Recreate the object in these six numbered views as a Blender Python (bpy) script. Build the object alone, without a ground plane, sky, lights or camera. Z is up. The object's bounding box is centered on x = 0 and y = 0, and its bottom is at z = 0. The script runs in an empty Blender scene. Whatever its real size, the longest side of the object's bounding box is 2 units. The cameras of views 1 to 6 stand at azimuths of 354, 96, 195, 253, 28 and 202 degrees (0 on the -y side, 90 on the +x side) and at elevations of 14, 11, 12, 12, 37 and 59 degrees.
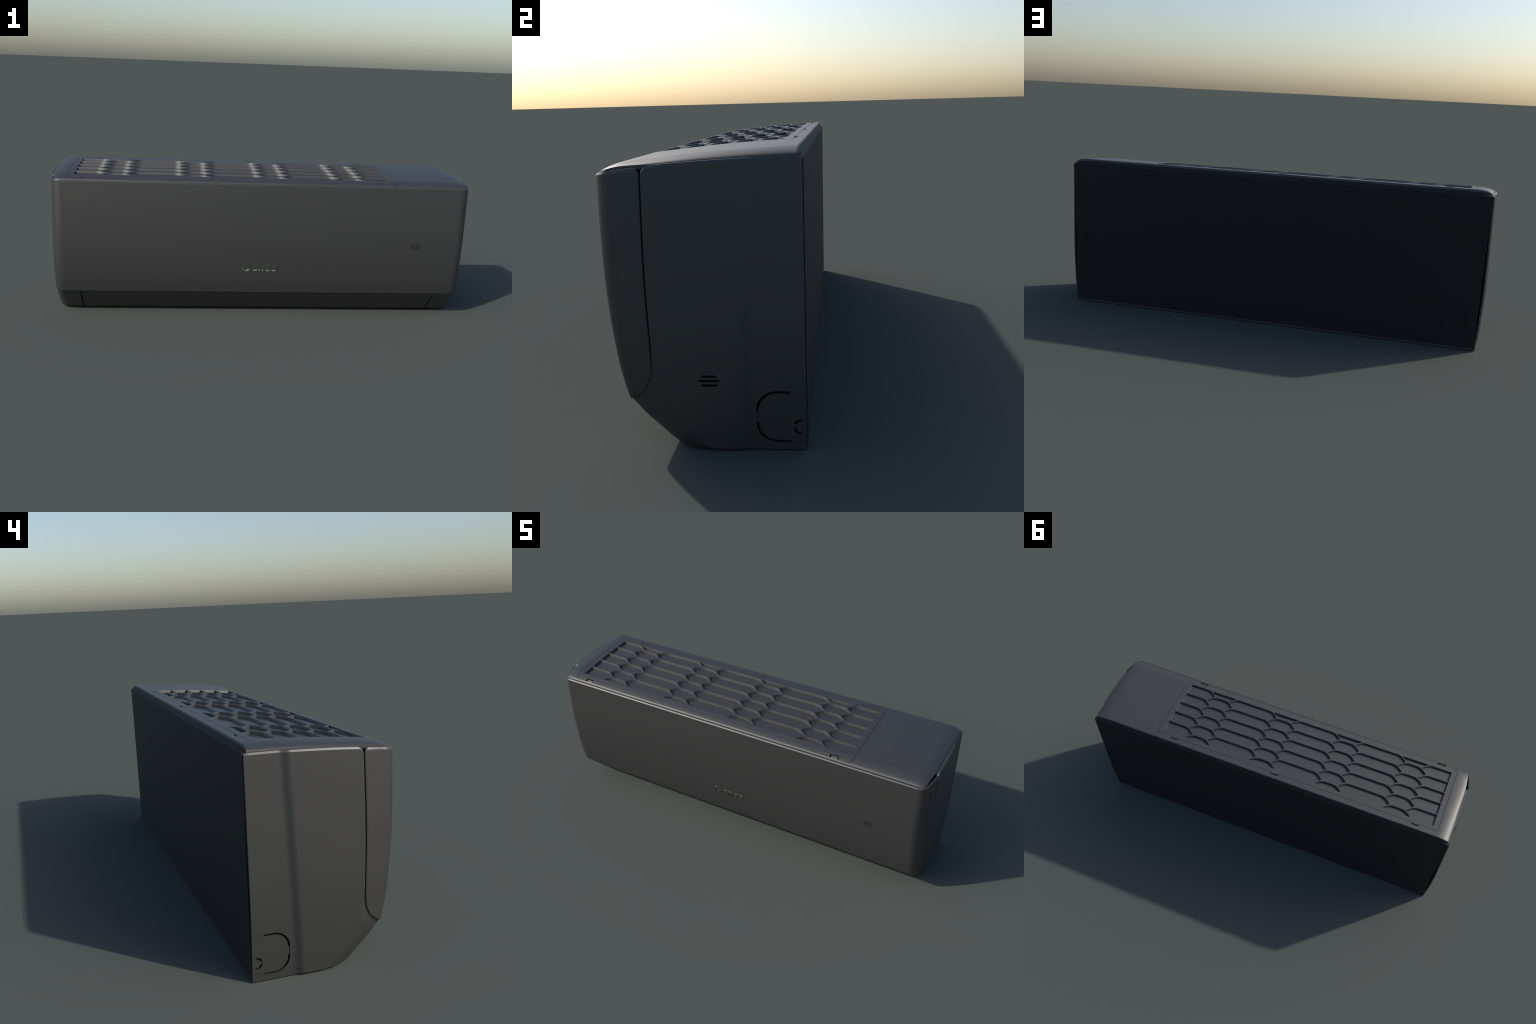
"""Wall-mounted air conditioner indoor unit (dark grey plastic), built part by part.
Frame: metres, z up, front faces -y, longest side (x) is 2.00 m."""
import bpy, bmesh, math
from mathutils import Vector

# ------------------------------------------------------------------ helpers
def lerp(a, b, t): return a + (b - a) * t

def smooth(a, b, v):
    t = max(0.0, min(1.0, (v - a) / (b - a)))
    return t * t * (3 - 2 * t)

def curve_through(points):
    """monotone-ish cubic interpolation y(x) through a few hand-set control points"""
    xs = [p[0] for p in points]; ys = [p[1] for p in points]; n = len(xs)
    d = [(ys[i + 1] - ys[i]) / (xs[i + 1] - xs[i]) for i in range(n - 1)]
    m = [d[0]] + [0 if d[i - 1] * d[i] <= 0 else
                  2 * d[i - 1] * d[i] / (d[i - 1] + d[i]) for i in range(1, n - 1)] + [d[-1]]
    def f(x):
        if x <= xs[0]: return ys[0] + m[0] * (x - xs[0])
        if x >= xs[-1]: return ys[-1] + m[-1] * (x - xs[-1])
        i = 0
        while x > xs[i + 1]: i += 1
        h = xs[i + 1] - xs[i]; t = (x - xs[i]) / h
        return ((2*t**3 - 3*t*t + 1) * ys[i] + (t**3 - 2*t*t + t) * h * m[i]
                + (-2*t**3 + 3*t*t) * ys[i + 1] + (t**3 - t*t) * h * m[i + 1])
    return f

def arange(a, b, n): return [lerp(a, b, i / (n - 1)) for i in range(n)]

def rounded(poly, trims, seg=6):
    """round the corners of a polygon; trims = one distance or one per corner"""
    n = len(poly); out = []
    if not isinstance(trims, (list, tuple)): trims = [trims] * n
    for i, p in enumerate(poly):
        p = Vector(p); a = Vector(poly[i - 1]); b = Vector(poly[(i + 1) % n]); d = trims[i]
        d = min(d, (a - p).length * .60 if d > .02 else (a - p).length * .49, (b - p).length * .60 if d > .02 else (b - p).length * .49)
        if d < 1e-5: out.append(tuple(p)); continue
        s = p + (a - p).normalized() * d; e = p + (b - p).normalized() * d
        for k in range(seg + 1):
            t = k / seg
            out.append(tuple(s * (1 - t) ** 2 + p * 2 * t * (1 - t) + e * t * t))
    return out

def clip(poly, axis, value, keep_less):
    out = []; n = len(poly)
    inside = lambda p: (p[axis] <= value) if keep_less else (p[axis] >= value)
    for i in range(n):
        a, b = poly[i - 1], poly[i]
        if inside(a) != inside(b):
            t = (value - a[axis]) / (b[axis] - a[axis])
            q = [lerp(a[0], b[0], t), lerp(a[1], b[1], t)]; q[axis] = value
            out.append(tuple(q))
        if inside(b): out.append(b)
    return out

ROOT = bpy.data.objects.new("air_conditioner", None)
bpy.context.collection.objects.link(ROOT)
ROOT["label"] = "dark grey wall-mounted air conditioner with honeycomb top grille"
ROOT["category"] = "air conditioner"

def add_object(name, mesh, material, parent=None, angle=32):
    ob = bpy.data.objects.new(name, mesh)
    bpy.context.collection.objects.link(ob)
    ob.parent = parent or ROOT
    if material:
        mesh.materials.clear(); mesh.materials.append(material)
    mesh.polygons.foreach_set("use_smooth", [True] * len(mesh.polygons))
    mesh.set_sharp_from_angle(angle=math.radians(angle))
    return ob

def shell(grid, thick, sink=None):
    """closed shell from a structured grid of points (list of rows). Thickness goes against
    the surface normal and may vary: thick(i, j). sink(i, j) lowers the outer skin, which
    makes the chamfers along the rim."""
    if not callable(thick):
        t0 = thick; thick = lambda i, j: t0
    R, C = len(grid), len(grid[0])
    P = [[Vector(p) for p in row] for row in grid]
    def nor(i, j):
        u = P[min(i + 1, R - 1)][j] - P[max(i - 1, 0)][j]
        v = P[i][min(j + 1, C - 1)] - P[i][max(j - 1, 0)]
        n = u.cross(v)
        if n.length < 1e-12: return Vector((0, 0, 0))
        return n.normalized()
    N = [[nor(i, j) for j in range(C)] for i in range(R)]
    votes = sum(N[i][j].dot(P[i][j] - Vector((0, 0, .35))) for i in range(R) for j in range(C))
    if votes < 0: N = [[-n for n in row] for row in N]        # outwards
    for _ in range(1):
        for i in range(R):
            for j in range(C):
                if N[i][j].length < .5:
                    N[i][j] = N[max(1, min(R - 2, i))][max(1, min(C - 2, j))].copy()
    bm = bmesh.new(); out = []; inn = []
    for i in range(R):
        ro, ri = [], []
        for j in range(C):
            d = sink(i, j) if sink else 0
            ro.append(bm.verts.new(P[i][j] - N[i][j] * d))
            ri.append(bm.verts.new(P[i][j] - N[i][j] * thick(i, j)))
        out.append(ro); inn.append(ri)
    def quad(a, b, c, d): 
        try: bm.faces.new((a, b, c, d))
        except ValueError: pass
    for i in range(R - 1):
        for j in range(C - 1):
            quad(out[i][j], out[i+1][j], out[i+1][j+1], out[i][j+1])
            quad(inn[i][j], inn[i][j+1], inn[i+1][j+1], inn[i+1][j])
    loop = ([(0, j) for j in range(C)] + [(i, C-1) for i in range(1, R)]
            + [(R-1, j) for j in range(C-2, -1, -1)] + [(i, 0) for i in range(R-2, 0, -1)])
    for k, (i, j) in enumerate(loop):
        i2, j2 = loop[(k + 1) % len(loop)]
        quad(out[i][j], out[i2][j2], inn[i2][j2], inn[i][j])
    bmesh.ops.remove_doubles(bm, verts=bm.verts, dist=1e-6)
    bmesh.ops.dissolve_degenerate(bm, edges=bm.edges, dist=1e-7)
    bmesh.ops.recalc_face_normals(bm, faces=bm.faces)
    me = bpy.data.meshes.new("shell"); bm.to_mesh(me); bm.free()
    return me

def rim_params(n, length, c):
    """n samples 0..length with rim samples at 0, .3c, c from both ends"""
    return [0, .3 * c] + arange(c, length - c, n) + [length - .3 * c, length]

def plate(outlines, thick, bevel=0.0, cuts_x=(), cuts_y=(), fn=None, res=1, rim=0.0, draft=0.0):
    """flat plate with holes (filled 2D curve), top face at z = 0, cut into strips and
    then lifted onto the height field fn(x, y)"""
    cu = bpy.data.curves.new("plate", 'CURVE'); cu.dimensions = '2D'; cu.fill_mode = 'BOTH'
    cu.extrude = thick / 2 - bevel; cu.bevel_depth = bevel; cu.bevel_resolution = res
    cu.offset = -bevel
    for pts in outlines:
        sp = cu.splines.new('POLY'); sp.points.add(len(pts) - 1)
        for q, p in zip(sp.points, pts): q.co = (p[0], p[1], 0, 1)
        sp.use_cyclic_u = True
    ob = bpy.data.objects.new("plate", cu); bpy.context.collection.objects.link(ob)
    dg = bpy.context.evaluated_depsgraph_get()
    me = bpy.data.meshes.new_from_object(ob.evaluated_get(dg))
    bpy.data.objects.remove(ob); bpy.data.curves.remove(cu)
    bm = bmesh.new(); bm.from_mesh(me)
    bmesh.ops.remove_doubles(bm, verts=bm.verts, dist=1e-6)
    bm.normal_update()
    if draft:                            # holes narrow towards the bottom
        move = {}
        for poly in outlines[1:]:
            n = len(poly); P2 = [Vector(p) for p in poly]
            area = sum(P2[i - 1].x * P2[i].y - P2[i].x * P2[i - 1].y for i in range(n))
            sgn = 1 if area > 0 else -1
            for i in range(n):
                a = (P2[i] - P2[i - 1]).normalized(); b = (P2[(i + 1) % n] - P2[i]).normalized()
                na = Vector((-a.y, a.x)) * sgn; nb = Vector((-b.y, b.x)) * sgn
                m = (na + nb); m = m.normalized() / max(.6, m.normalized().dot(na))
                move[(round(P2[i].x, 4), round(P2[i].y, 4))] = m * draft
        for v in bm.verts:
            k = (round(v.co.x, 4), round(v.co.y, 4))
            if v.co.z < 0 and k in move: v.co.x += move[k].x; v.co.y += move[k].y
    if rim:                              # chamfer the upper edge of the first outline only
        def on_rim(p):
            for a, b in zip(outlines[0], outlines[0][1:] + outlines[0][:1]):
                a, b = Vector(a), Vector(b); ab = b - a
                t = max(0, min(1, (p.xy - a).dot(ab) / max(ab.length_squared, 1e-12)))
                if (a + ab * t - p.xy).length < 2e-5: return True
        hit = {v for v in bm.verts if v.co.z > thick * .4 and (v.co.y < -.205 or v.co.y > .22) and on_rim(v.co)}
        edges = [e for e in bm.edges if e.verts[0] in hit and e.verts[1] in hit
                 and any(abs(f.normal.z) < .3 for f in e.link_faces)]
        bmesh.ops.bevel(bm, geom=edges, offset=rim, segments=1, affect='EDGES', clamp_overlap=False)
    for axis, cuts in ((0, cuts_x), (1, cuts_y)):
        no = (1, 0, 0) if axis == 0 else (0, 1, 0)
        for c in cuts:
            co = (c, 0, 0) if axis == 0 else (0, c, 0)
            bmesh.ops.bisect_plane(bm, geom=bm.verts[:] + bm.edges[:] + bm.faces[:], plane_co=co, plane_no=no)
    for v in bm.verts:
        v.co.z -= thick / 2
        if fn: v.co.z += fn(v.co.x, v.co.y)
    bmesh.ops.recalc_face_normals(bm, faces=bm.faces)
    bm.to_mesh(me); bm.free()
    return me

def box_mesh(corners):
    """box from 8 corners: lower four, upper four, both counter-clockwise"""
    bm = bmesh.new(); v = [bm.verts.new(c) for c in corners]
    for f in ((3,2,1,0),(4,5,6,7),(0,1,5,4),(1,2,6,5),(2,3,7,6),(3,0,4,7)):
        bm.faces.new([v[i] for i in f])
    bmesh.ops.recalc_face_normals(bm, faces=bm.faces)
    me = bpy.data.meshes.new("box"); bm.to_mesh(me); bm.free(); return me

def boolean(mesh, cutters):
    ob = bpy.data.objects.new("tmp", mesh); bpy.context.collection.objects.link(ob)
    cs = []
    for c in cutters:
        co = bpy.data.objects.new("cut", c); bpy.context.collection.objects.link(co); cs.append(co)
        m = ob.modifiers.new("b", 'BOOLEAN'); m.operation = 'DIFFERENCE'; m.solver = 'EXACT'; m.object = co
    dg = bpy.context.evaluated_depsgraph_get()
    me = bpy.data.meshes.new_from_object(ob.evaluated_get(dg))
    for o in cs + [ob]: bpy.data.objects.remove(o)
    return me

# ------------------------------------------------------------------ materials
def plastic(name, base, rough, grain=.06, spec=.5, bump=.02):
    m = bpy.data.materials.new(name); m.use_nodes = True
    nt = m.node_tree; nd = nt.nodes; lk = nt.links
    bs = nd["Principled BSDF"]
    tc = nd.new("ShaderNodeTexCoord")
    no = nd.new("ShaderNodeTexNoise"); no.inputs["Scale"].default_value = 420; no.inputs["Detail"].default_value = 3
    lk.new(tc.outputs["Object"], no.inputs["Vector"])
    rp = nd.new("ShaderNodeValToRGB")
    for e, k in zip(rp.color_ramp.elements, (1 - grain, 1 + grain)):
        e.color = (base[0]*k, base[1]*k, base[2]*k, 1)
    lk.new(no.outputs["Fac"], rp.inputs["Fac"]); lk.new(rp.outputs["Color"], bs.inputs["Base Color"])
    bs.inputs["Roughness"].default_value = rough
    bs.inputs["Specular IOR Level"].default_value = spec
    if bump:
        bp = nd.new("ShaderNodeBump"); bp.inputs["Strength"].default_value = bump; bp.inputs["Distance"].default_value = .001
        lk.new(no.outputs["Fac"], bp.inputs["Height"]); lk.new(bp.outputs["Normal"], bs.inputs["Normal"])
    return m

GREY = (.0287, .0285, .0281)
ROUGH, SPEC = .50, .85
MAT_BODY = plastic("grey_plastic", GREY, ROUGH, spec=SPEC)
MAT_FRONT = plastic("front_grey_plastic", GREY, ROUGH, spec=SPEC)
MAT_BACK = plastic("black_back_plastic", (.0085, .0085, .009), .75, spec=.42)
MAT_INNER = plastic("gap_core_black", (.006, .006, .006), .7, spec=.2)  # for the added core that keeps the gaps black
MAT_CHROME = plastic("silver_emblem", (.38, .37, .35), .24, grain=.03, bump=0)
MAT_CHROME.node_tree.nodes["Principled BSDF"].inputs["Metallic"].default_value = 1.0

def display_window(mat, cx, cz, hw, hh, soft):
    """a softly edged darker display window with a small paler lamp, printed under the front panel"""
    nt = mat.node_tree; nd = nt.nodes; lk = nt.links
    bs = nd["Principled BSDF"]; ramp = bs.inputs["Base Color"].links[0].from_socket
    tc = nd.new("ShaderNodeTexCoord"); sx = nd.new("ShaderNodeSeparateXYZ"); lk.new(tc.outputs["Object"], sx.inputs[0])
    def math_node(op, a, b=None):
        n = nd.new("ShaderNodeMath"); n.operation = op
        for i, v in enumerate((a, b)):
            if v is None: continue
            if isinstance(v, (int, float)): n.inputs[i].default_value = v
            else: lk.new(v, n.inputs[i])
        return n.outputs[0]
    def fall(v, a, b):
        n = nd.new("ShaderNodeMapRange"); n.interpolation_type = 'SMOOTHSTEP'
        lk.new(v, n.inputs[0]); n.inputs[1].default_value = a; n.inputs[2].default_value = b
        n.inputs[3].default_value = 1; n.inputs[4].default_value = 0
        return n.outputs[0]
    dx = math_node('ABSOLUTE', math_node('SUBTRACT', sx.outputs[0], cx))
    dz = math_node('ABSOLUTE', math_node('SUBTRACT', sx.outputs[2], cz))
    box = math_node('MULTIPLY', fall(dx, hw - soft, hw + soft), fall(dz, hh - soft, hh + soft))
    r = math_node('SQRT', math_node('ADD', math_node('MULTIPLY', dx, dx), math_node('MULTIPLY', dz, dz)))
    dot = fall(r, .002, .009)
    def mix(fac, a, col):
        n = nd.new("ShaderNodeMix"); n.data_type = 'RGBA'
        lk.new(fac, n.inputs[0]); lk.new(a, n.inputs[6]); n.inputs[7].default_value = (*col, 1)
        return n.outputs[2]
    c = mix(math_node('MULTIPLY', box, 1.0), ramp, (.0125, .0118, .0114))
    c = mix(math_node('MULTIPLY', dot, .9), c, (.043, .039, .037))
    lk.new(c, bs.inputs["Base Color"])
display_window(MAT_FRONT, .741, .367, .023, .015, .005)

# ------------------------------------------------------------------ governing profiles
ROOF = curve_through([(-.230, .652), (-.225, .658), (-.218, .6635), (-.200, .6710), (-.178, .677), (-.111, .6845),
                      (-.040, .6915), (.031, .6975), (.104, .7020), (.170, .7052), (.226, .7070)])
END_EDGE = curve_through([(-.226, .650), (-.200, .659), (-.145, .6672), (-.10, .6722), (.0, .6795), (.122, .6845), (.231, .686)])
END_X0, END_X1 = .918, .9845

def roof(x, y):
    t = (abs(x) - END_X0) / (END_X1 - END_X0)
    if t <= 0: return ROOF(y)
    t = min(t, .985)
    e = 1 - (1 - t ** 2.1) ** .55
    return ROOF(y) - (ROOF(y) - END_EDGE(y)) * e

FRONT_Y = curve_through([(0.0, -.150), (.10, -.184), (.118, -.190), (.128, -.193), (.186, -.2075), (.254, -.2185),
                         (.325, -.2265), (.411, -.2330), (.498, -.2360), (.575, -.2370), (.66, -.2370)])
def barrel(z):               # side walls draw in towards the bottom
    t = max(0.0, 1 - z / .32)
    return -.0145 * t ** 1.8

Y_SEAM = curve_through([(.20, -.1195), (.26, -.1205), (.43, -.1250), (.65, -.1225)])
def side_x(y, z):
    band = lerp(.090, .117, z / .68)
    k = smooth(band - .015, band + .015, y)
    front = .9985 + .0015 * (1 - ((y - .0) / .13) ** 2 if abs(y) < .13 else 0)
    return lerp(front, .9912, k) + barrel(z) * lerp(1, 1.1, k)

# ------------------------------------------------------------------ side panels
TRIM = curve_through([(-.1190, .245), (-.1170, .225), (-.1085, .180), (-.100, .155), (-.066, .083), (-.040, .047), (-.016, .019), (-.005, .0085), (.004, .0045), (.05, .0035)])
def side_low(y):
    if y < .05: return TRIM(y) + .0020 * (1 - smooth(-.005, .01, y))       # hairline above the outlet cap
    return lerp(.0035, 0.0, smooth(.080, .108, y))
def side_top(y):
    z = END_EDGE(y) + .0004
    y0, r = -.1195, .019
    if y < y0 + r: z = z - r + math.sqrt(max(0, r * r - (y0 + r - y) ** 2))
    if y > .229: z -= (y - .229) * .6
    return z

def ribbon(path, width, d_out, d_in, sign):
    """square-section cutter that follows a path of (y, z) points on the side wall"""
    bm = bmesh.new(); rings = []
    n = len(path)
    for i, p in enumerate(path):
        a = Vector(path[max(i - 1, 0)]); b = Vector(path[min(i + 1, n - 1)])
        t = (b - a).normalized(); s = Vector((-t.y, t.x)) * width / 2
        ring = []
        for off, dep in ((s, d_out), (-s, d_out), (-s, -d_in), (s, -d_in)):
            y, z = p[0] + off.x, p[1] + off.y
            ring.append(bm.verts.new((sign * (side_x(y, z) + dep), y, z)))
        rings.append(ring)
    for r0, r1 in zip(rings, rings[1:]):
        for k in range(4): bm.faces.new((r0[k], r0[(k+1) % 4], r1[(k+1) % 4], r1[k]))
    bm.faces.new(rings[0]); bm.faces.new(rings[-1])
    bmesh.ops.recalc_face_normals(bm, faces=bm.faces)
    me = bpy.data.meshes.new("cut"); bm.to_mesh(me); bm.free(); return me

def d_path(y0, y1, z0, z1, r, n=10):
    """D outline open towards the back: from (y1,z1) round the front to (y1,z0)"""
    p = [(lerp(y1, y0 + r, i / 6), z1) for i in range(7)]
    p += [(y0 + r - r * math.sin(a), z1 - r + r * math.cos(a)) for a in arange(0, math.pi / 2, n)[1:]]
    p += [(y0, lerp(z1 - r, z0 + r, i / 4)) for i in range(1, 5)]
    p += [(y0 + r - r * math.cos(a), z0 + r - r * math.sin(a)) for a in arange(0, math.pi / 2, n)[1:]]
    p += [(lerp(y0 + r, y1, i / 6), z0) for i in range(1, 7)]
    return p

def sub_path(path, keep):
    """pieces of a path whose points satisfy keep"""
    runs, cur = [], []
    for p in path:
        if keep(p): cur.append(p)
        elif cur: runs.append(cur); cur = []
    if cur: runs.append(cur)
    return [r for r in runs if len(r) > 1]

def densify(path, step=.0025):
    out = []
    for a, b in zip(path, path[1:]):
        L = math.hypot(b[0]-a[0], b[1]-a[1]); k = max(1, int(L / step))
        out += [(lerp(a[0], b[0], i / k), lerp(a[1], b[1], i / k)) for i in range(k)]
    return out + [path[-1]]

for sign in (-1, 1):
    c = .0056
    Y0, Y1 = -.1195, .2345
    ys = [Y0, Y0 + .0010, Y0 + .0028] + [Y0 + .0028 + .0035 * i for i in range(1, 7)]
    ys += arange(ys[-1] + .006, .075, 20) + arange(.080, .135, 16) + arange(.145, Y1 - .004, 9) + [Y1 - .0018, Y1 - .0006, Y1]
    grid = []
    for y in ys:
        lo, hi = side_low(y), side_top(y)
        zs = [lo, lo + .0004, lo + .0014] + arange(lo + .004, hi - c - .002, 60) + [hi - c, hi - .5 * c, hi]
        row = []
        for z in zs:
            yy = y + (Y_SEAM(max(z, .21)) - Y0) * max(0, 1 - (y - Y0) / .05)      # front edge follows the seam
            row.append((sign * side_x(yy, z), yy, z))
        grid.append(row)
    # rim: rounded at the top and along the front seam; crisp at the back and below
    R, C = len(grid), len(grid[0])
    def sink(i, j):
        top = (.0031, .00155, 0)[C - 1 - j] if C - 1 - j < 3 else 0
        seam = (.0020, .0007, 0)[i] if i < 3 else 0
        low = .0006 if j == 0 else 0
        return max(top, seam, low)
    def wall(i, j):                    # thick lip at the top, thin wall below
        return lerp(.0065, .0150, smooth(C - 8, C - 5, j))
    me = shell(grid, wall, sink)
    big = densify(d_path(.1205, .240, .0215, .1455, .046))
    small = densify(d_path(.2075, .240, .0425, .0745, .0115))
    cutters = []
    def through(p):
        y, z = p
        return not (y > .1975 or (y < .1235 and .0710 < z < .0965))
    def through_small(p):
        y, z = p
        return not (y > .2235 or (y < .2095 and .0555 < z < .0640))
    for path, test in ((big, through), (small, through_small)):
        cutters.append(ribbon(path, .0060, .01, .0022, sign))
        for run in sub_path(path, test): cutters.append(ribbon(run, .0061, .011, .02, sign))
    if sign > 0:          # three pill-shaped breathing slots over the room sensor
        for yc, zc, half in ((.0115, .1865, .0165), (.012, .1755, .0220), (.0125, .1645, .0165)):
            r = .0029; bm = bmesh.new(); rings = []
            prof = [(half + r * math.cos(a), r * math.sin(a)) for a in arange(-math.pi/2, math.pi/2, 9)]
            prof += [(-p[0], -p[1]) for p in prof]
            for x in (.95, 1.02): rings.append([bm.verts.new((x, yc + p[0], zc + p[1])) for p in prof])
            bm.faces.new(rings[0]); bm.faces.new(rings[1]); n = len(prof)
            for k in range(n): bm.faces.new((rings[0][k], rings[0][(k+1) % n], rings[1][(k+1) % n], rings[1][k]))
            bmesh.ops.recalc_face_normals(bm, faces=bm.faces)
            m = bpy.data.meshes.new("cut"); bm.to_mesh(m); bm.free(); cutters.append(m)
    me = boolean(me, cutters)
    add_object("side_panel", me, MAT_BODY, angle=28)

# ------------------------------------------------------------------ front panel
# plan outline (right half): flat front, elliptical corner, gently flaring side
def plan(s):
    """s in metres from the middle of the front; returns (x, y) with the front at y=-.237"""
    flat = .940; ea, eb = .047, .047; arc = .0738
    if s <= flat: return s, -.237
    if s <= flat + arc:
        a = (s - flat) / arc * math.pi / 2
        return flat + ea * math.sin(a), -.237 + eb * (1 - math.cos(a))
    t = s - flat - arc
    y = -.190 + t
    return .987 + .0110 * (1 - (1 - min(1, t / .070)) ** 1.6), y
S_END = .940 + .0738 + (.190 - .1255)
PANEL_TOP = curve_through([(-.237, .6545), (-.232, .6550), (-.20, .6605), (-.143, .6670), (-.120, .669)])
PANEL_LOW = curve_through([(-.237, .1180), (-.228, .1190), (-.207, .1260), (-.180, .1365), (-.158, .1480), (-.142, .164), (-.131, .1840), (-.127, .203), (-.1254, .228)])
def panel_bounds(s):
    x, y = plan(s)
    lo, hi = PANEL_LOW(y), PANEL_TOP(y)
    r = .018; d = S_END - s
    if d < r: hi = hi - r + math.sqrt(max(0, r * r - (r - d) ** 2))
    return lo, hi
def panel_point(s, z, sign):
    x, y = plan(s)
    k = (FRONT_Y(z) + .1255) / (-.237 + .1255)
    yy = -.1255 + (y + .1255) * k
    sx = max(0.0, (x - .90) / .10)
    seam = Y_SEAM(max(z, .21)) - .0030 + .1255        # rear edge follows the seam
    yy += seam * max(0, 1 - (S_END - s) / .06)
    return (sign * (x + barrel(z) * min(1, sx) * 1.05), yy, z)
def edge_height(s): return lerp(.0044, .0056, smooth(.95, 1.0, s))
ss = arange(0, .93, 32) + arange(.938, .940 + .0738, 18)[0:] + arange(1.018, S_END - .021, 8) + arange(S_END - .018, S_END - .0042, 8) + [S_END - .0014, S_END]
cols = [(s, -1) for s in reversed(ss[1:])] + [(s, 1) for s in ss]
grid = []
for s, sg in cols:
    lo, hi = panel_bounds(s)
    c = edge_height(s)
    zs = [lo, lo + .001, lo + .003] + arange(lo + .006, hi - c - .003, 56) + [hi - c, hi - .5 * c, hi]
    grid.append([panel_point(s, z, sg) for z in zs])
R, C = len(grid), len(grid[0])
def sink(i, j):
    d = lerp(.0044, .0031, smooth(.95, 1.0, cols[i][0]))
    top = (d, d / 2, 0)[C - 1 - j] if C - 1 - j < 3 else 0
    k = min(i, R - 1 - i); rear = (.0028, .0010, 0)[k] if k < 3 else 0
    low = (.0016, .0004, 0)[j] if j < 3 else 0
    return max(top, rear, low)
def wall(i, j): return lerp(.0112, .0072, smooth(.925, .965, cols[i][0]))
me = shell(grid, wall, sink)
front_panel = add_object("front_panel", me, MAT_FRONT, angle=30)

# ------------------------------------------------------------------ top cover
def rounded_rect(x0, x1, y0, y1, rf, rb, seg=10):
    return rounded([(x0, y0), (x1, y0), (x1, y1), (x0, y1)], [rf, rf, rb, rb], seg)
def sample(poly, step):
    out = []
    for a, b in zip(poly, poly[1:] + poly[:1]):
        L = math.hypot(b[0]-a[0], b[1]-a[1]); k = max(1, int(L / step))
        out += [(lerp(a[0], b[0], i / k), lerp(a[1], b[1], i / k)) for i in range(k)]
    return out

GX0, GX1, GY0, GY1 = -.9150, .6300, -.2170, .1905      # grille frame outline
GAP = .0017
FRONT_CLIPS = [(-.849, -.807), (.524, .568)]
BACK_CLIPS = [(-.821, -.785), (-.069, -.029), (.507, .545)]
def notched(y_edge, y_notch, clips, x0, x1):
    p = []
    for a, b in clips: p += [(a, y_edge), (a, y_notch), (b, y_notch), (b, y_edge)]
    return p
def frame_outline(g, front_notch, back_notch):
    fr = notched(GY0 - g, -.2030, FRONT_CLIPS, 0, 0) if front_notch else []
    bk = list(reversed(notched(GY1 + g, .2030, BACK_CLIPS, 0, 0))) if back_notch else []
    pts = [(GX0 - g, GY0 - g)] + fr + [(GX1 + g, GY0 - g), (GX1 + g, GY1 + g)] + bk + [(GX0 - g, GY1 + g)]
    tr = [.026] + [.0012] * len(fr) + [.026, .016] + [.0012] * len(bk) + [.016]
    return rounded(pts, tr, 6)

cuts_y = [-.2245, -.222, -.2185, -.214, -.209, -.203, -.196, -.188, -.178] + arange(-.165, .215, 20) 
cuts_end = [s * (END_X0 + (END_X1 - END_X0) * t) for s in (-1, 1) for t in (0, .1, .2, .3, .38, .46, .53, .6, .66, .71, .76, .8, .84, .87, .9, .92, .94, .955, .97, .98)]
half = [(.9838, .2245), (.9838, -.105), (.9750, -.182), (.9738, -.2250)]     # ends draw in beside the front panel
cover_out = rounded([(x, y) for x, y in half[::-1]] + [(-x, y) for x, y in half], [.047, .02, .03, .002, .002, .03, .02, .047], 12)
me = plate([cover_out, frame_outline(GAP, False, True)], .010, 0, cuts_x=cuts_end, cuts_y=cuts_y, fn=roof, rim=.0026)
top_cover = add_object("top_cover", me, MAT_BODY, angle=22)

# ------------------------------------------------------------------ honeycomb intake grille
OX0, OX1, OY0, OY1 = -.889, .604, -.1775, .1695        # opening
PITCH, RIB, DX = .0705, .0048, .038
H = PITCH / 2
B_SHORT = .0788; PERIOD = .3667; SHORT_X = [-.6935 + PERIOD * i for i in range(4)]
A_LONG = PERIOD / 2 - B_SHORT
def hexagon(cx, cy, a):
    b = a + DX - (RIB / 2) * math.hypot(DX, H) / H
    y = H - RIB / 2; x = b - DX * y / H
    return [(cx - b, cy), (cx - x, cy - y), (cx + x, cy - y), (cx + b, cy), (cx + x, cy + y), (cx - x, cy + y)]
HEX_TRIM = [.002, .023, .023, .002, .023, .023]
cells = []
top_line = OY1 + RIB / 2
long_x = [SHORT_X[0] - PERIOD / 2] + [x + PERIOD / 2 for x in SHORT_X]
def finish(poly):
    for ax, v, less in ((0, OX0, False), (0, OX1, True), (1, OY0, False), (1, OY1, True)):
        poly = clip(poly, ax, v, less)
        if not poly: return None
    keep = [p for i, p in enumerate(poly) if math.hypot(p[0]-poly[i-1][0], p[1]-poly[i-1][1]) > 1e-5]
    return keep
for cx in SHORT_X:
    for r in range(6):
        cells.append(finish(rounded(hexagon(cx, top_line - PITCH * r, B_SHORT - DX), HEX_TRIM, 9)))
for i, cx in enumerate(long_x):
    for r in range(5):
        cells.append(finish(rounded(hexagon(cx, top_line - PITCH * (r + .5), A_LONG), HEX_TRIM, 9)))
cells = [sample(p, .02) for p in cells if p and len(p) > 3]
me = plate([sample(frame_outline(0, True, False), .03)] + cells, .0120, 0, cuts_y=cuts_y, fn=roof, draft=.0036)
intake_grille = add_object("intake_grille", me, MAT_BODY, angle=22)

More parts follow.
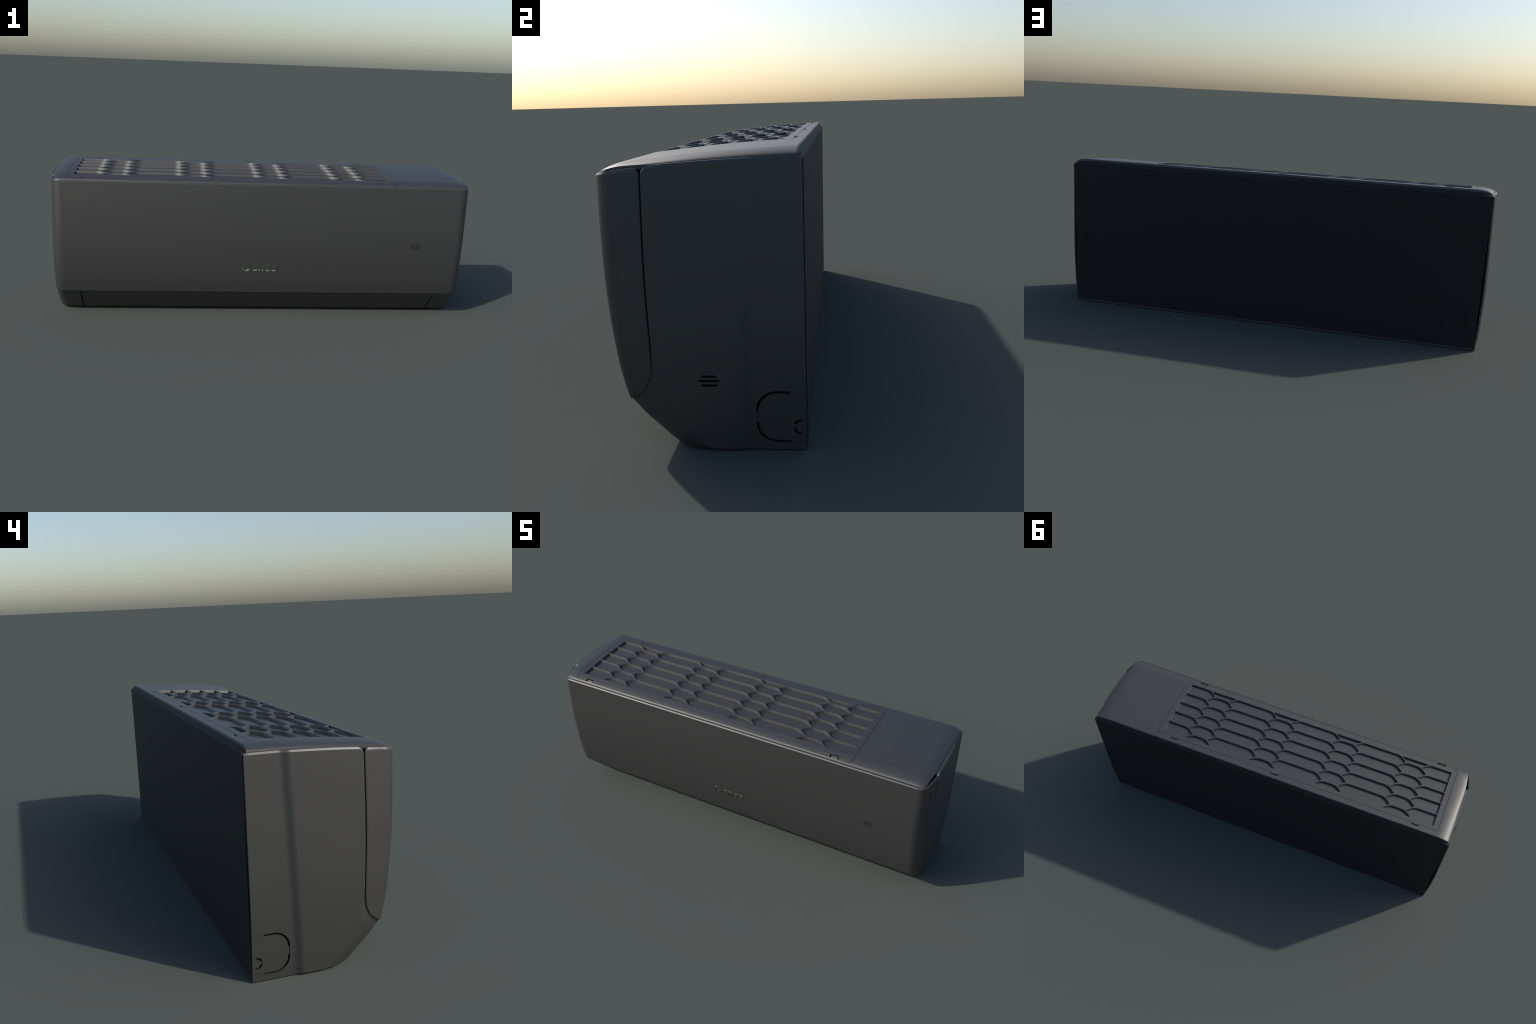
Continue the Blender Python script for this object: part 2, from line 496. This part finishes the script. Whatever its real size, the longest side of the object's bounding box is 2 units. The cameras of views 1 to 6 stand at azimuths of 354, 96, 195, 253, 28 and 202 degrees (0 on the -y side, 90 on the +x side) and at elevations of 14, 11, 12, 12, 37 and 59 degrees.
def roof_sheet(x0, x1, y0, y1, drop, thick):
    grid = [[(x, y, roof(x, y) - drop) for y in arange(y0, y1, 24)] for x in arange(x0, x1, 12)]
    return shell(grid, thick)
add_object("grille_backing", roof_sheet(-.904, .620, -.200, .183, .0110, .003), MAT_BODY, intake_grille)

for clips, ya, yb, drop in ((FRONT_CLIPS, -.2168, -.2085, .0028), (BACK_CLIPS, .1925, .1985, -.0030)):
    for a, b in clips:
        m = .006 if ya < 0 else .002
        a2, b2 = a + m, b - m
        zf = lambda y, d: roof((a + b) / 2, y) - d
        me = box_mesh([(a2, ya, zf(ya, .014)), (b2, ya, zf(ya, .014)), (b2, yb, zf(yb, .014)), (a2, yb, zf(yb, .014)),
                       (a2 + .001, ya, zf(ya, drop + (.002 if ya < 0 else 0))), (b2 - .001, ya, zf(ya, drop + (.002 if ya < 0 else 0))),
                       (b2 - .001, yb, zf(yb, drop)), (a2 + .001, yb, zf(yb, drop))])
        add_object("grille_clip", me, MAT_BODY, intake_grille)

# ------------------------------------------------------------------ lower outlet: end caps, flap, bottom
P_TOP, P_LOW = (-.1870, .1150), (-.0840, .0080)
def slope(s, off=0.0):
    y, z = lerp(P_TOP[0], P_LOW[0], s), lerp(P_TOP[1], P_LOW[1], s)
    n = Vector((-(P_LOW[1] - P_TOP[1]), (P_LOW[0] - P_TOP[0]))).normalized()   # pointing inwards/up
    return y + n.x * off, z + n.y * off
TRIM_PTS = [(-.1195, .250), (-.1120, .190), (-.100, .155), (-.083, .115), (-.066, .083), (-.040, .047), (-.016, .0195), (.003, .0052)]
trim_y = curve_through([(i / 7, p[0]) for i, p in enumerate(TRIM_PTS)])
trim_z = curve_through([(i / 7, p[1]) for i, p in enumerate(TRIM_PTS)])
X_GAP = .8655
for sign in (-1, 1):
    grid = []
    for s in arange(0, 1, 26):
        ty, tz = trim_y(s), trim_z(s)
        tx = side_x(ty, tz) - .0020
        qs = s ** .9
        qy, qz = slope(lerp(.0, 1.0, qs))
        if s > .92:                     # roll under at the lowest edge
            k = (s - .92) / .08; qy += .018 * k * k; qz -= .0055 * k
        row = []
        xq = lerp(.955, .925, s)
        ctrl = Vector((lerp(tx, xq, .10), lerp(ty, qy, .97), lerp(tz, qz, .97)))
        A = Vector((tx, ty, tz)); B = Vector((xq, qy, qz))
        inward = Vector((-.75, .45, .35)) * .0060 * max(0, 1 - s / .28)       # recessed under the front panel
        for t in arange(0, 1, 15):
            row.append(A * (1 - t) ** 2 + ctrl * 2 * t * (1 - t) + B * t * t + inward)
        for x in arange(xq, X_GAP + .0030, 5)[1:]: row.append(Vector((x, qy, qz)) + inward * .4)
        grid.append([(sign * p.x, p.y, p.z) for p in row])
    add_object("outlet_end_cap", shell(grid, .005), MAT_BODY)

xs = rim_params(40, 2 * (X_GAP - .0030), .002)
prof = [slope(s, .0008) for s in arange(.02, .97, 12)]
y9, z9 = prof[-1]
prof += [(y9 + .006, z9 - .0045), (y9 + .013, z9 - .0068), (y9 + .028, z9 - .0080)]
grid = [[(x - (X_GAP - .0030), y, z) for (y, z) in prof] for x in xs]
air_flap = add_object("air_flap", shell(grid, .005), MAT_BODY)

prof = [(-.062, .0022), (-.045, .0022), (-.020, .0024), (.05, .0030), (.080, .0035), (.094, .0017), (.108, .0), (.170, .0), (.2352, .0)]
grid = []
for t in arange(-1, 1, 41):
    grid.append([(t * (lerp(.925, .9705, smooth(-.07, .01, y)) if y < .08 else lerp(.9705, .9725, smooth(.08, .108, y))), y, z + .0003) for y, z in prof])
add_object("bottom_panel", shell(grid, .0075), MAT_BODY)

# ------------------------------------------------------------------ back plate and added dark core
BACK_X = curve_through([(0.0, .9715), (.144, .9735), (.358, .9775), (.55, .9825), (.683, .9860)])
rows = [(.2368, z) for z in arange(.0085, .683, 14)]
grid = []
for t in arange(-1, 1, 61):
    # denser towards the rounded ends
    u = math.copysign(1 - (1 - abs(t)) ** 1.7, t)
    col = [(u * BACK_X(z), y, z) for y, z in rows]
    for k in (.15, .5, .85, 1.0):
        x = u * lerp(.986, .9845, k)
        ztop = max(roof(x, .2215) - .0058, .6832)
        col.append((x, lerp(.2366, .2215, k), lerp(.6832, ztop, k)))
    grid.append(col)
add_object("back_plate", shell(grid, .004), MAT_BACK, angle=25)

core = [(.228, .012), (.228, .670), (.200, .680), (.05, .672), (-.10, .656), (-.165, .640), (-.214, .622), (-.214, .430), (-.204, .300), (-.170, .135), (-.130, .075), (-.055, .016)]  # made-up inset solid, added so seams and slots look dark and light-tight
bm = bmesh.new(); rings = []
for sx in (-1, 1):
    rings.append([bm.verts.new((sx * (.981 + barrel(z) * 1.2 - (.03 if y < -.15 else 0)), y, z)) for y, z in core])
n = len(core); bm.faces.new(rings[0]); bm.faces.new(rings[1])
for k in range(n): bm.faces.new((rings[0][k], rings[0][(k+1) % n], rings[1][(k+1) % n], rings[1][k]))
bmesh.ops.recalc_face_normals(bm, faces=bm.faces)
me = bpy.data.meshes.new("core"); bm.to_mesh(me); bm.free()
add_object("gap_dark_core", me, MAT_INNER)

# ------------------------------------------------------------------ emblem and raised lettering on the front
def on_front(mesh):
    """stand a flat (x, height) plate upright on the front panel"""
    for v in mesh.vertices:
        x, z, d = v.co.x, v.co.y, v.co.z
        v.co = (x, FRONT_Y(z) - .0030 - d, z)
    return mesh
def add_emblem(name, mesh):
    """polished piece whose face is ground hollow: its normals roll from down (top) to up (foot)"""
    ob = add_object(name, on_front(mesh), MAT_CHROME, front_panel, angle=30)
    me = ob.data; normals = []
    for p in me.polygons:
        for li in p.loop_indices:
            v = me.vertices[me.loops[li].vertex_index].co
            if p.normal.y < -.8:
                h = max(0.0, min(1.0, (.2665 - v.z) / .032))
                a = math.radians(lerp(-4, 11.5, h ** 1.6))
                normals.append((0, -math.cos(a), math.sin(a)))
            else: normals.append(tuple(p.normal))
    me.normals_split_custom_set(normals)
    return ob
LETTER_G = [(1,1),(.35,1),(0,.7),(0,.3),(.32,0),(.72,0),(.98,.2),(.98,.56),(.5,.56),(.5,.38),(.72,.38),(.72,.3),(.62,.22),(.42,.22),(.28,.36),(.28,.64),(.42,.78),(1,.78)]
LETTER_R = [(0,0),(0,1),(.74,1),(1,.82),(1,.58),(.80,.42),(1,0),(.70,0),(.47,.44),(.47,.58),(.66,.6),(.73,.66),(.73,.72),(.64,.78),(.28,.78),(.28,0)]
LETTER_E = [(1,1),(.36,1),(0,.7),(0,.28),(.3,0),(.97,0),(.97,.21),(.42,.21),(.28,.34),(.28,.40),(.93,.40),(.93,.59),(.28,.59),(.28,.66),(.42,.79),(1,.79)]
def letter(poly, x0, w, z0, h, shear):
    pts = rounded(poly, .09, 4)
    return [(x0 + p[0] * w + shear * p[1] * h, z0 + p[1] * h) for p in pts]
lz, lh, lw = .2345, .0275, .0258
for k, (poly, name) in enumerate(((LETTER_G, "letter_g"), (LETTER_R, "letter_r"), (LETTER_E, "letter_e"), (LETTER_E, "letter_e"))):
    x0 = -.0500 + k * .0303
    me = plate([letter(poly, x0, lw, lz, lh, .28)], .0040, 0, cuts_y=arange(.236, .261, 14))
    add_emblem(name, me)

ex, ez, ea, eb = -.0770, .2505, .0205, .0180
def ell(a, k=1.0): return (ex + ea * k * math.cos(math.radians(a)), ez + eb * k * math.sin(math.radians(a)))
left = [ell(a) for a in arange(18, 232, 26)] + [(ex - .0045, ez + .0050), (ex + .004, ez + .0058)]
right = [ell(a) for a in arange(-108, 2, 16)] + [(ex + .004, ez + .0008), (ex - .0015, ez - .001), (ex - .0005, ez - .006)]
for part in (left, right):
    me = plate([part], .0040, 0, cuts_y=arange(.2335, .2675, 18))
    add_emblem("emblem", me)

# faint raised maker's line near the right end of the flap: a row of tiny strokes
widths = [.011, .004, .010, .008, .009, .005, .010, .008, .006, .009, .004, .010, .007, .009, .008]
bm = bmesh.new(); x = .640
u = Vector((0, P_LOW[0] - P_TOP[0], P_LOW[1] - P_TOP[1])).normalized()
nrm = Vector((0, u.z, -u.y))
for i, w in enumerate(widths):
    y0, z0 = slope(.150, .0008)
    p = Vector((x, y0, z0)); hgt = .0065 if i % 4 else .0080
    q = [p, p + Vector((w, 0, 0)), p + Vector((w, 0, 0)) + u * hgt, p + u * hgt]
    lo = [bm.verts.new(v - nrm * .0006) for v in q]; hi = [bm.verts.new(v + nrm * .0010) for v in q]
    bm.faces.new(lo); bm.faces.new(hi)
    for k in range(4): bm.faces.new((lo[k], lo[(k+1) % 4], hi[(k+1) % 4], hi[k]))
    x += w + .0028
bmesh.ops.recalc_face_normals(bm, faces=bm.faces)
me = bpy.data.meshes.new("line"); bm.to_mesh(me); bm.free()
ob = add_object("small_print", me, MAT_BODY, air_flap); ob["kind"] = "stuff"
